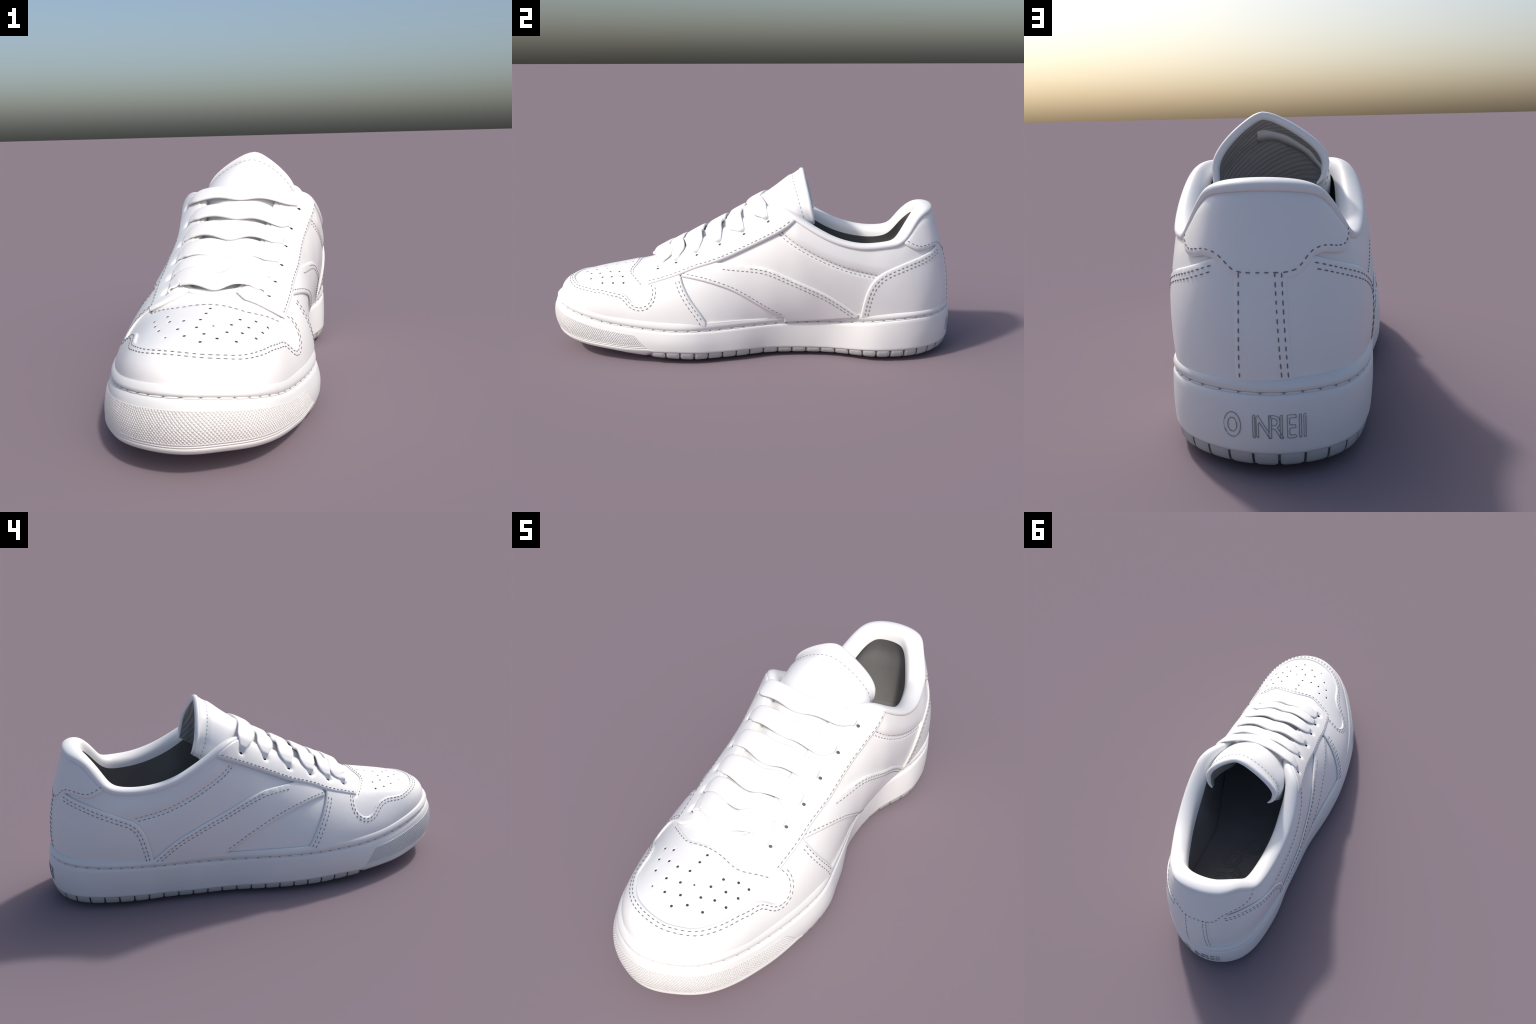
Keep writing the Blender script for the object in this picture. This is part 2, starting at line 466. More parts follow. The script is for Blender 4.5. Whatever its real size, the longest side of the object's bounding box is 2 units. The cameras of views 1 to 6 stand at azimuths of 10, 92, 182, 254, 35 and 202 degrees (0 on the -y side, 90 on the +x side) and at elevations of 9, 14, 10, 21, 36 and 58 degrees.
def panel(name, outline, thick, mat=M_LEATHER, edge=0.006, step=0.013, relief=None, holes=(), parent=None):
    """A piece of leather sewn on the upper: outline is a closed (a, b) polygon."""
    out = even(np.concatenate([outline, outline[:1]]), 0.006)[:-1]
    if ((out[:, 0] * np.roll(out[:, 1], -1) - np.roll(out[:, 0], -1) * out[:, 1]).sum()) < 0:
        out = out[::-1]
    O3 = curve3(out)
    pts = [out]
    for d in (0.0012, 0.0030, edge):
        q = offset_curve(np.concatenate([out[-1:], out, out[:1]]), d)[1:-1]
        keep = inside_polygon(q, out) & (nearest(curve3(q), O3) > d * 0.85)
        pts.append(q[keep])
    lo, hi = out.min(0), out.max(0)
    ga, gb = np.meshgrid(np.arange(lo[0], hi[0], step / SCALE[0]), np.arange(lo[1], hi[1], step / SCALE[1]), indexing='ij')
    q = np.stack([ga.ravel(), gb.ravel()], 1)
    q = q + rng.uniform(-.1, .1, q.shape) * step / SCALE
    q = q[inside_polygon(q, out)]
    q = q[nearest(curve3(q), O3) > edge * 1.3]
    edges = [(i, (i + 1) % len(out)) for i in range(len(out))]
    hole_loops = []
    n0 = len(out)
    extra = []
    for hc, hr in holes:
        Pc, Nc, Sa, Sb = upper_frame(hc[0], hc[1])
        q = q[np.linalg.norm(upper(q[:, 0], q[:, 1]) - Pc, axis=1) > hr * 1.6]
        k = 12
        ang = np.arange(k) * 2 * np.pi / k
        t1 = unit(Sa)
        t2 = np.cross(Nc, t1)
        m = hr * (np.cos(ang)[:, None] * t1 + np.sin(ang)[:, None] * t2)
        J = np.stack([Sa, Sb], 1)
        ab = hc + np.linalg.lstsq(J, m.T, rcond=None)[0].T
        hole_loops.append(ab)
        edges += [(n0 + i, n0 + (i + 1) % k) for i in range(k)]
        n0 += k
        extra.append(ab)
    allp = np.concatenate([out] + extra + pts[1:] + [q])
    uv = allp * SCALE
    res = delaunay_2d_cdt([Vector((float(x), float(y))) for x, y in uv], edges, [], 0, 1e-7)
    V = np.array([(v.x, v.y) for v in res[0]]) / SCALE
    F = np.array([f for f in res[2]])
    cen = V[F].mean(1)
    ok = inside_polygon(cen, out)
    for h in hole_loops:
        ok &= ~inside_polygon(cen, h)
    F = F[ok]
    used = np.unique(F)
    remap = -np.ones(len(V), int)
    remap[used] = np.arange(len(used))
    V, F = V[used], remap[F]
    S, N, _, _ = upper_frame(V[:, 0], V[:, 1])
    d = nearest(S, np.concatenate([O3, curve3(even(np.concatenate([out, out[:1]]), 0.002))]))
    t = np.clip(d / edge, 0, 1)
    h = thick * np.sqrt(np.clip(1 - (1 - t) ** 2, 0, 1))
    h = np.where(d < 1e-4, thick * 0.50, h)
    h = np.where((d > 1e-4) & (h < thick * 0.62), thick * 0.62 + 0.0 * h, h)
    for hl in hole_loops:
        dh = nearest(S, curve3(hl))
        h = np.where(dh < 1e-4, h - 0.0012, h)
    if relief is not None:
        h = h + relief(S, V)
    v = S + N * (BASE + h)[:, None]
    # faces must look outwards
    p0, p1, p2 = v[F[:, 0]], v[F[:, 1]], v[F[:, 2]]
    flip = (np.cross(p1 - p0, p2 - p0) * N[F[:, 0]]).sum(1) < 0
    F[flip] = F[flip][:, ::-1]
    # cut edge: turns under and leaves a thin gap to the leather below
    loop = np.concatenate([out[-1:], out, out[:1]])
    k = len(out)
    fold = [(0.0, thick * 0.50), (0.0008, thick * 0.40), (0.0055, thick * 0.34), (0.0070, -0.004)]
    strip = []
    for dd, hh in fold:
        q = offset_curve(loop, dd)[1:-1] if dd else out
        sp_, sn_, _, _ = upper_frame(q[:, 0], q[:, 1])
        r_ = relief(sp_, q) if relief is not None else 0.0
        strip.append(sp_ + sn_ * (BASE + hh + r_ * (hh > 0) + np.zeros(k))[:, None])
    strip = np.stack(strip, 1)
    F2 = [tuple(i + len(v) for i in f) for f in grid_faces(k, len(fold), closed_u=True)]
    return new_object(name, np.concatenate([v, strip.reshape(-1, 3)]), F.tolist() + F2, mat, parent or UPPER)


def stitches(heap, ab, height, pitch=0.0222, length=0.0125, width=0.0036, rise=0.0030):
    """A row of thread dashes along a curve of the upper."""
    P = curve3(ab)
    s = np.concatenate([[0], np.cumsum(np.linalg.norm(np.diff(P, axis=0), axis=1))])
    n = max(1, int(s[-1] / pitch))
    t = (np.arange(n) + 0.5) * pitch + rng.uniform(-.001, .001, n)
    a, b = np.interp(t, s, ab[:, 0]), np.interp(t, s, ab[:, 1])
    a2, b2 = np.interp(t - 0.003, s, ab[:, 0]), np.interp(t - 0.003, s, ab[:, 1])
    p, nn, _, _ = upper_frame(a, b)
    al = unit(p - upper(a2, b2))
    nn = unit(nn - al * (nn * al).sum(1)[:, None])
    ac = np.cross(nn, al)
    ln = length * rng.uniform(.85, 1.12, n)
    for k in range(n):
        heap.add(*capsule(p[k] + nn[k] * (BASE + height), al[k], ac[k], nn[k], ln[k], width, rise))


def shifted(ab, dist, step=0.01):
    c = even(ab, step)
    q = offset_curve(c, dist)
    for _ in range(2):               # soften kinks of the offset
        q[1:-1] = (q[:-2] + q[1:-1] * 2 + q[2:]) / 4
    return q


def wrap(ab, up=True):
    r = ab.copy()
    if up:
        r[r[:, 0] < NR / 2, 0] += NR
    return r


# perforated toe box: lies lowest, the mudguard laps over its rim
toe_edge = np.concatenate([wrap(WING_N)[::-1][:-10], wrap(TOE_ARC)[::-1][8:-8], wrap(WING_P)[10:]])
toe_edge = even(toe_edge, 0.006)
for _ in range(6):                     # ease the joins of the three strokes
    toe_edge[1:-1] = (toe_edge[:-2] + 2 * toe_edge[1:-1] + toe_edge[2:]) / 4
HOLES = [(-.137, -.622), (-.091, -.625), (-.118, -.677), (-.069, -.676), (-.020, -.686), (-.090, -.728), (-.024, -.744), (.034, -.736),
         (-.050, -.791), (.010, -.793), (.067, -.776), (.067, -.825), (.111, -.793), (.167, -.781), (.083, -.719), (.033, -.681),
         (.040, -.634), (.045, -.596), (.131, -.744), (.174, -.722), (.134, -.691), (.152, -.642), (.185, -.673), (.215, -.713),
         (.226, -.658), (.198, -.616), (.234, -.605)]
hole_ab = wrap(locate(HOLES, XY, 'toe'))
rim_out = offset_curve(even(toe_edge, 0.01), -0.016)
rim_in = toe_edge
VL = wrap(VAMP_LINE)
if abs(VL[0, 0] - toe_edge[-1, 0]) > abs(VL[-1, 0] - toe_edge[-1, 0]):
    VL = VL[::-1]
sgn = 1
test = offset_curve(even(toe_edge, 0.01), 0.016)
# the shifted rim that lies closer to the sole is the one hidden under the mudguard
if test[:, 1].mean() < rim_out[:, 1].mean():
    rim_out, sgn = test, -1
hole_r = [0.0052 if i not in (8, 14) else 0.0036 for i in range(len(HOLES))]
VAMP = panel('perforated_vamp', np.concatenate([rim_out, VL]), 0.0045, edge=0.010, step=0.011,
             holes=list(zip(hole_ab, hole_r)))
holes = Heap()
for (a, b), r in zip(hole_ab, hole_r):
    p, n, Sa, Sb = upper_frame(a, b)
    t1 = unit(Sa)
    t2 = np.cross(n, t1)
    ang = np.arange(12) * 2 * np.pi / 12
    ring = p + n * (BASE + 0.0026) + (r * 1.12) * (np.cos(ang)[:, None] * t1 + np.sin(ang)[:, None] * t2)
    deep = p + n * (BASE + 0.0012) + (r * 0.8) * (np.cos(ang)[:, None] * t1 + np.sin(ang)[:, None] * t2)
    holes.add(np.concatenate([ring, deep]), [tuple(range(12, 24))] + [(i, (i + 1) % 12, 12 + (i + 1) % 12, 12 + i) for i in range(12)])
holes.build('perforation', M_HOLE, VAMP, stuff=True)

# mudguard: from one rear seam round the toe to the other
under_p = wrap(shifted(STAY_P[:28], 0.0))
low_a0, low_a1 = GUARD_N[-1, 0], GUARD_P[-1, 0] + NR
hem = np.stack([np.linspace(low_a1, low_a0, 120), np.full(120, -0.04)], 1)


def lift(ab, db):
    r = ab.copy()
    r[:, 1] += db
    return r


k_p = int(np.argmin(np.abs(curve3(STAY_P)[:, 1] + 0.322)))
k_n = int(np.argmin(np.abs(curve3(STAY_N)[:, 1] + 0.324)))
guard_outline = np.concatenate([
    wrap(GUARD_P)[::-1][:-3],
    lift(wrap(STAY_P[:k_p]), 0.05)[::-1],
    toe_edge[::-1],
    lift(wrap(STAY_N[:k_n]), 0.05),
    wrap(GUARD_N)[3:],
    hem[::-1]])
GUARD = panel('mudguard', guard_outline, 0.0120)

# side bands
for side, LOW, HIGH in (('+', LOW_P, HIGH_P), ('-', LOW_N, HIGH_N)):
    stay = STAY_P if side == '+' else STAY_N
    y = curve3(stay)[:, 1]
    seg = stay[(y > -0.315) & (y < -0.175)]
    foot = np.stack([np.linspace(LOW[-1, 0], HIGH[-1, 0], 30), np.full(30, -0.04)], 1)
    panel('side_band', np.concatenate([LOW, foot, HIGH[::-1], lift(seg, 0.05)[::-1]]), 0.0105)

# heel counter, back strip and heel tab
across = np.stack([np.linspace(COUNTER_P[-1, 0], COUNTER_N[-1, 0], 40), np.linspace(COUNTER_P[-1, 1], COUNTER_N[-1, 1], 40) + 0.03], 1)
foot = np.stack([np.linspace(COUNTER_N[0, 0], COUNTER_P[0, 0], 60), np.full(60, -0.04)], 1)
panel('heel_counter', np.concatenate([COUNTER_P, across, COUNTER_N[::-1], foot]), 0.0095)
strip_l = curve_on([(.088, .515), (.089, .400), (.090, .300), (.089, .244)], XZ, 'heel', 40)
strip_r = curve_on([(-.040, .515), (-.044, .400), (-.049, .300), (-.053, .244)], XZ, 'heel', 40)
panel('back_strip', np.concatenate([strip_l, strip_r[::-1]]), 0.0130, edge=0.005)
tab_top = np.stack([np.linspace(TAB_N[0, 0], TAB_P[0, 0], 80), np.full(80, 1.0)], 1)
tab_edge = np.concatenate([TAB_P, TAB_LOW, TAB_N[::-1]])


def tab_relief(S, V):
    return -0.008 * smooth(0.93, 1.0, V[:, 1])


panel('heel_tab', np.concatenate([tab_edge, tab_top]), 0.0130, edge=0.008, relief=tab_relief)

# eyestays with a dimple at each eyelet
EYE_P = np.array([(.223, -.435, .434), (.229, -.346, .467), (.238, -.244, .509), (.240, -.134, .562), (.250, -.018, .615), (.266, .098, .681)])
EYE_N = np.array([(-.162, -.439, .435), (-.171, -.354, .471), (-.179, -.258, .514), (-.178, -.146, .562), (-.190, -.025, .626), (-.212, .098, .683)])
EYES = {'+': locate(EYE_P[:, 1:], YZ, '+'), '-': locate(EYE_N[:, 1:], YZ, '-')}
for side in '+-':
    stay = STAY_P if side == '+' else STAY_N
    fa = 2.4 if side == '+' else NR - 2.6
    rim = np.stack([np.linspace(stay[-1, 0], fa, 90), np.full(90, 0.997)], 1)
    if side == '+':
        nose = curve_on([(.140, -.508), (.176, -.512), (.215, -.507), (.244, -.494)], XY, 'toe', 20)
    else:
        nose = curve_on([(-.105, -.500), (-.135, -.505), (-.165, -.500), (-.190, -.490)], XY, 'toe', 20)
        nose = wrap(nose)
    E3 = curve3(EYES[side])

    def dimples(S, V, E3=E3):
        d = np.sqrt(((S[:, None] - E3[None]) ** 2).sum(-1)).min(1)
        return -0.0135 * np.exp(-(d / 0.0150) ** 2)
    # the hole lies just below the point where the lace dives in
    hole_at = EYES[side] - np.array([0, 0.014])
    ob = panel('eyestay', np.concatenate([stay, rim, nose]), 0.0180, edge=0.008, step=0.007, relief=dimples,
               holes=[(q, 0.0068) for q in hole_at])
    for q in hole_at:
        p, n, Sa, Sb = upper_frame(q[0], q[1])
        t1 = unit(Sa)
        t2 = np.cross(n, t1)
        an = np.arange(14) * 2 * np.pi / 14
        circle = np.cos(an)[:, None] * t1 + np.sin(an)[:, None] * t2
        cup = np.concatenate([p - n * 0.0002 + 0.0125 * circle, p - n * 0.0016 + 0.0060 * circle])
        new_object('eyelet', cup, [tuple(range(14, 28))] + [(k, (k + 1) % 14, 14 + (k + 1) % 14, 14 + k) for k in range(14)], M_EYELET, ob)

# ------------------------------------------------------------------ stitching
TH = 0.0008


def seam(name, rows):
    h = Heap()
    for ab, height in rows:
        stitches(h, ab, height + TH)
    return h.build('stitching', M_THREAD, UPPER, stuff=True)


def side_of(ab, dist, towards_b):
    """Offset to the side where b grows (towards_b=1) or falls (-1)."""
    q = shifted(ab, dist)
    r = shifted(ab, -dist)
    m = (q[:, 1] - r[:, 1]).mean()
    return q if m * towards_b > 0 else r


def side_a(ab, dist, grow):
    q = shifted(ab, dist)
    r = shifted(ab, -dist)
    m = (q[:, 0] - r[:, 0]).mean()
    return q if m * grow > 0 else r


seam('toe', [(shifted(toe_edge, -d * sgn), 0.0120) for d in (0.013, 0.027)])
seam('stay', [(side_of(STAY_P, 0.016, 1), 0.0180), (side_of(STAY_N, 0.016, 1), 0.0180)])
seam('guard', [(side_a(GUARD_P[6:], d, -1), 0.0120) for d in (0.013, 0.030)] + [(side_a(GUARD_N[6:], d, 1), 0.0120) for d in (0.013, 0.030)])
seam('band', [(side_of(L, 0.016, 1), 0.0105) for L in (LOW_P, LOW_N)]
     + [(side_of(L[4:], 0.028, -1), 0.0105) for L in (HIGH_P, HIGH_N)] + [(side_of(L[14:], 0.014, -1), 0.0105) for L in (HIGH_P, HIGH_N)])
seam('counter', [(side_a(COUNTER_P, d, 1), 0.0095) for d in (0.018, 0.033)] + [(side_a(COUNTER_N, d, -1), 0.0095) for d in (0.018, 0.033)])
tab_inner = side_of(tab_edge, 0.018, 1)
seam('tab', [(tab_inner, 0.0130)])
seam('strip', [(shifted(strip_l, 0.012), 0.0130), (shifted(strip_r, -0.014), 0.0130), (shifted(strip_r, -0.030), 0.0130)])
seam('collar', [(shifted(L, d), -0.003) for L in (COLLAR_LINE_P, COLLAR_LINE_N) for d in (-0.008, 0.008)])
seam('vamp', [(shifted(VL, 0.010 * (1 if shifted(VL, 0.01)[:, 1].mean() < VL[:, 1].mean() else -1)), 0.0045)])

# --------------------------------------------------------------- collar, lining
# rim sections (inward, up) measured from the seam: padded side, heel, thin throat edge
ROLL = [(0.004, -0.006), (-0.009, -0.007), (-0.014, 0.002), (-0.009, 0.013), (0.010, 0.020), (0.036, 0.017), (0.058, 0.004), (0.068, -0.012), (0.074, -0.034)]
HEEL_ROLL = [(0.004, -0.006), (-0.010, -0.007), (-0.015, 0.002), (-0.009, 0.014), (0.012, 0.023), (0.040, 0.023), (0.062, 0.012), (0.071, -0.010), (0.074, -0.036)]
LOW_ROLL = [(0.000, -0.006), (-0.008, -0.006), (-0.009, 0.003), (-0.004, 0.010), (0.004, 0.012), (0.010, 0.009), (0.013, 0.002), (0.014, -0.010), (0.014, -0.030)]
ka = np.arange(NR * 8) / 8.0
R = rib(ka)
n_in = -flat3(flat_normal(rib, ka, (3, 4)))
for _ in range(3):
    n_in = unit((np.roll(n_in, 1, 0) + n_in * 2 + np.roll(n_in, -1, 0)) / 4)
tang = unit(rib(ka + 0.05)[:, 3:6] - rib(ka - 0.05)[:, 3:6])
rise_dir = unit(UP - tang * (tang @ UP)[:, None] * 0.85)      # square to the rim line where it climbs
for _ in range(3):
    rise_dir = unit((np.roll(rise_dir, 1, 0) + rise_dir * 2 + np.roll(rise_dir, -1, 0)) / 4)
heel_w = smooth(0.70, 0.84, R[:, 4])[:, None]
size = np.maximum(np.clip((R[:, 10:11] - 0.15) / 0.85, 0, 1), heel_w)
ring = []
for p, h, q in zip(open_spline(np.array(ROLL), 24), open_spline(np.array(HEEL_ROLL), 24), open_spline(np.array(LOW_ROLL), 24)):
    o = (p[None] * (1 - heel_w) + h[None] * heel_w) * size + q[None] * (1 - size)
    ring.append(R[:, 3:6] + n_in * o[:, 0:1] + rise_dir * o[:, 1:2])
roll = np.stack(ring, 1)
inward = smooth(4, 20, np.arange(24))[None, :, None]
for _ in range(14):                         # ease the tight inner corners of the heel
    roll = roll + ((np.roll(roll, 1, 0) + np.roll(roll, -1, 0)) * 0.25 - roll * 0.5) * inward
new_object('collar', roll, grid_faces(len(ka), 24, closed_u=True), M_PAD, SHOE)

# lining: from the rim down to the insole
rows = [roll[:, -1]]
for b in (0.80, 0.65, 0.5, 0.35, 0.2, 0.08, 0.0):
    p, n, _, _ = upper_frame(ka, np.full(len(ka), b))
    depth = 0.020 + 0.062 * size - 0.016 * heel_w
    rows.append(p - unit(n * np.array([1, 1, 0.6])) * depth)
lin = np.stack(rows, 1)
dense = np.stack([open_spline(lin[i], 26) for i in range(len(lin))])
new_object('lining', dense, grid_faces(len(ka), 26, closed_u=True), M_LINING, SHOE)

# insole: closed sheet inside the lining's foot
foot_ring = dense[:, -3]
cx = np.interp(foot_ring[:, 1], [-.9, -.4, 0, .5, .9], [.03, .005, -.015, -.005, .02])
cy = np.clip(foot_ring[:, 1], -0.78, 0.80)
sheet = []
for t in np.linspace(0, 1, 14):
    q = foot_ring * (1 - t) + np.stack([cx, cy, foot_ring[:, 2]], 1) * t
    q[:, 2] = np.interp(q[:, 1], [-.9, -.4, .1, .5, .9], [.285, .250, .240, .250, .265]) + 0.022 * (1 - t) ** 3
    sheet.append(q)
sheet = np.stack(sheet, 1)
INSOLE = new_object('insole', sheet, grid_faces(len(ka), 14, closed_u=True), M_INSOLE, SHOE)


def insole_z(y):
    return np.interp(y, [-.9, -.4, .1, .5, .9], [.285, .250, .240, .250, .265])


def glyph_loops(text, size):
    """Outlines of the built-in font's letters as closed polylines."""
    cu = bpy.data.curves.new('lettering_source', 'FONT')
    cu.body = text
    cu.size = size
    cu.align_x = 'CENTER'
    cu.align_y = 'CENTER'
    cu.resolution_u = 3
    ob = bpy.data.objects.new('lettering_source', cu)
    bpy.context.scene.collection.objects.link(ob)
    dg = bpy.context.evaluated_depsgraph_get()
    me = bpy.data.meshes.new_from_object(ob.evaluated_get(dg))
    co = np.array([v.co[:] for v in me.vertices])
    use = {}
    for p in me.polygons:
        for e in p.edge_keys:
            use[e] = use.get(e, 0) + 1
    if len(me.polygons):
        edges = [e for e, c in use.items() if c == 1]
    else:
        edges = [tuple(e.vertices) for e in me.edges]
    nxt = {}
    for i, j in edges:
        nxt.setdefault(i, []).append(j)
        nxt.setdefault(j, []).append(i)
    loops, seen = [], set()
    for s in nxt:
        if s in seen:
            continue
        loop, cur = [s], s
        seen.add(s)
        while True:
            step = [k for k in nxt[cur] if k not in seen]
            if not step:
                break
            cur = step[0]
            seen.add(cur)
            loop.append(cur)
        if len(loop) > 2:
            loops.append(co[loop])
    bpy.data.objects.remove(ob)
    bpy.data.meshes.remove(me)
    bpy.data.curves.remove(cu)
    return loops


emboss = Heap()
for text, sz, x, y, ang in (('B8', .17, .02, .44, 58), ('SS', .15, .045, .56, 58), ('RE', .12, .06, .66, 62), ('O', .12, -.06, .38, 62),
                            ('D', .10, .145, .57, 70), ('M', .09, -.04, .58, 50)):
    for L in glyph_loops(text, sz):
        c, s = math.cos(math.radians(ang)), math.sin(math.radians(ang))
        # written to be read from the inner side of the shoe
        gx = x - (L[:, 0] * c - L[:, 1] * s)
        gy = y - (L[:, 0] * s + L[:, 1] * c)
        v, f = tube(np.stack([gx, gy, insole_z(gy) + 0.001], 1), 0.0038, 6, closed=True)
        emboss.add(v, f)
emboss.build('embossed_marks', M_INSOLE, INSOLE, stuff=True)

# ------------------------------------------------------------------- the sole
SOLE = [
    # seam under the welt x, y, z      foot of the wall x, y, z
    (0.050, -0.984, 0.257,  0.050, -0.979, 0.092),
    (0.150, -0.955, 0.250,  0.150, -0.946, 0.092),
    (0.230, -0.889, 0.232,  0.236, -0.879, 0.084),
    (0.281, -0.790, 0.208,  0.292, -0.779, 0.073),
    (0.308, -0.690, 0.188,  0.323, -0.680, 0.066),
    (0.330, -0.580, 0.177,  0.344, -0.580, 0.060),
    (0.345, -0.480, 0.169,  0.360, -0.465, 0.062),
    (0.355, -0.360, 0.163,  0.369, -0.360, 0.064),
    (0.350, -0.260, 0.162,  0.361, -0.245, 0.060),
    (0.328, -0.165, 0.162,  0.333, -0.150, 0.056),
    (0.300, -0.050, 0.168,  0.296, -0.035, 0.055),
    (0.268,  0.070, 0.173,  0.252,  0.070, 0.052),
    (0.244,  0.180, 0.176,  0.231,  0.180, 0.050),
    (0.235,  0.290, 0.179,  0.224,  0.290, 0.048),
    (0.238,  0.400, 0.181,  0.232,  0.400, 0.048),
    (0.257,  0.500, 0.186,  0.264,  0.500, 0.053),
    (0.285,  0.600, 0.200,  0.294,  0.600, 0.060),
    (0.291,  0.700, 0.212,  0.291,  0.700, 0.062),
    (0.275,  0.790, 0.218,  0.272,  0.790, 0.065),
    (0.225,  0.882, 0.220,  0.222,  0.878, 0.066),
    (0.130,  0.957, 0.220,  0.130,  0.955, 0.066),
    (0.010,  0.993, 0.220,  0.010,  0.993, 0.066),
    (-0.100, 0.970, 0.220, -0.104,  0.972, 0.066),
    (-0.180, 0.912, 0.217, -0.183,  0.913, 0.066),
    (-0.230, 0.820, 0.212, -0.231,  0.821, 0.064),
    (-0.263, 0.700, 0.208, -0.259,  0.700, 0.062),
    (-0.277, 0.590, 0.203, -0.270,  0.587, 0.058),
    (-0.284, 0.480, 0.199, -0.270,  0.480, 0.053),
    (-0.287, 0.350, 0.195, -0.281,  0.350, 0.050),
    (-0.297, 0.200, 0.190, -0.294,  0.200, 0.050),
    (-0.318, 0.080, 0.190, -0.318,  0.080, 0.052),
    (-0.338, -0.020, 0.190, -0.340, -0.020, 0.054),
    (-0.354, -0.130, 0.190, -0.357, -0.130, 0.056),
    (-0.361, -0.240, 0.190, -0.365, -0.240, 0.060),
    (-0.355, -0.350, 0.190, -0.362, -0.355, 0.063),
    (-0.342, -0.455, 0.191, -0.353, -0.460, 0.061),
    (-0.318, -0.556, 0.194, -0.334, -0.565, 0.060),
    (-0.283, -0.656, 0.203, -0.301, -0.675, 0.064),
    (-0.232, -0.768, 0.220, -0.248, -0.780, 0.072),
    (-0.160, -0.878, 0.240, -0.173, -0.883, 0.082),
    (-0.062, -0.955, 0.252, -0.066, -0.957, 0.090),
]
NS = len(SOLE)
sole = periodic_spline(SOLE)


def spring(y):
    """Height of the ground side: flat, then curling up under the toe."""
    d = np.maximum(0, -0.25 - np.asarray(y, float))
    return 0.12 * d * d + 0.05 * d


ks = np.arange(NS * 16) / 16.0
G = sole(ks)[:, :3]
W = sole(ks)[:, 3:]
n_out = flat3(flat_normal(sole, ks))
n_w = flat3(flat_normal(sole, ks, (3, 4)))


def wall(t, lift_by=0.0):
    """Point of the midsole wall, t = 0 at the top seam .. 1 at the foot (arrays over ks)."""
    y = G[:, 1:2]
    bulge = 0.003 + 0.006 * smooth(-0.05, -0.40, y) + 0.008 * smooth(-0.70, -0.97, y) + 0.004 * smooth(0.75, 0.98, y)
    t = np.asarray(t, float).reshape(-1, 1)
    return G * (1 - t) + W * t + n_out * (bulge * np.sin(np.pi * np.clip(t, 0, 1)) + lift_by)


fw = smooth(-0.46, -0.50, W[:, 1])[:, None]       # 1 under the toe, where no tread is
sp = spring(W[:, 1])[:, None]
rings = [G - n_out * 0.022 - UP * 0.001, G - n_out * 0.008 - UP * 0.003, G - n_out * 0.002 - UP * 0.006]
rings += [wall(np.full(len(ks), t)) for t in (0.08, 0.16, 0.25, 0.35, 0.45, 0.55, 0.65, 0.75, 0.85, 0.93, 0.98)]
low_z = W[:, 2:3]
r1 = W - n_w * 0.003 - UP * 0.004
toe1 = W - n_w * 0.012
toe1[:, 2:3] = low_z * 0.65 + sp * 0.35
toe2 = W - n_w * 0.032
toe2[:, 2:3] = low_z * 0.28 + sp * 0.72
toe3 = W - n_w * 0.070
toe3[:, 2:3] = low_z * 0.04 + sp * 0.96 + 0.001
flat1 = W - n_w * 0.012 - UP * 0.006
flat2 = W - n_w * 0.030 - UP * 0.010
flat2[:, 2] = np.maximum(0.03, flat2[:, 2] * 0.9)
flat3_ = W - n_w * 0.070
flat3_[:, 2] = 0.016
rings += [r1, toe1 * fw + flat1 * (1 - fw), toe2 * fw + flat2 * (1 - fw), toe3 * fw + flat3_ * (1 - fw)]
last = rings[-1]
mid = np.stack([np.interp(last[:, 1], [-.9, -.4, 0, .5, .9], [.03, .005, -.015, -.005, .02]), np.clip(last[:, 1], -.8, .8), last[:, 2]], 1)
mid[:, 2] = np.where(mid[:, 1] < -.45, spring(mid[:, 1]) + 0.003, 0.014)
rings += [last * 0.6 + mid * 0.4, last * 0.25 + mid * 0.75, mid]
body = np.stack(rings, 1)
MIDSOLE = new_object('midsole', body, grid_faces(len(ks), body.shape[1], closed_u=True, flip=True), M_RUBBER, SHOE)

# welt bead between the sole seam and the upper
Fd = rib(GA)[:, :3]
pair = np.array([np.argmin(((Fd[:, :2] - g[:2]) ** 2).sum(1)) for g in G])
Fm = Fd[pair]
for _ in range(6):
    Fm = (np.roll(Fm, 1, 0) + Fm * 2 + np.roll(Fm, -1, 0)) / 4
bead = []
mid_pt = (G + Fm) / 2
for p in (G - n_out * 0.016 - UP * 0.001, G - n_out * 0.007 + UP * 0.001, G - n_out * 0.001 + UP * 0.009, G * 0.75 + Fm * 0.25 + n_out * 0.003 + UP * 0.012,
          mid_pt + n_out * 0.002 + UP * 0.015, G * 0.22 + Fm * 0.78 + n_out * 0.002 + UP * 0.011, Fm + n_out * 0.002 + UP * 0.006, Fm - n_out * 0.004 - UP * 0.002, Fm - n_out * 0.02 - UP * 0.012):
    bead.append(p)
bead = np.stack(bead, 1)
bead = np.stack([open_spline(bead[i], 20) for i in range(len(bead))])
WELT = new_object('welt', bead, grid_faces(len(ks), 20, closed_u=True), M_RUBBER, MIDSOLE)

# long thread in the seam below the welt
line = G - n_out * 0.006 - UP * 0.0015
s = np.concatenate([[0], np.cumsum(np.linalg.norm(np.diff(np.concatenate([line, line[:1]]), axis=0), axis=1))])
LEN = s[-1]
closed = np.concatenate([line, line[:1]])
thread = Heap()
t = 0.0
while t < LEN - 0.05:
    ln = rng.uniform(0.040, 0.056)
    q = np.stack([np.interp(np.linspace(t, t + ln, 6), s, closed[:, c]) for c in range(3)], 1)
    v, f = tube(q, [0.0018, 0.0034, 0.0036, 0.0036, 0.0034, 0.0018], 6)
    thread.add(v, f)
    t += ln + 0.004
thread.build('sole_stitching', M_SOLE_THREAD, MIDSOLE, stuff=True)

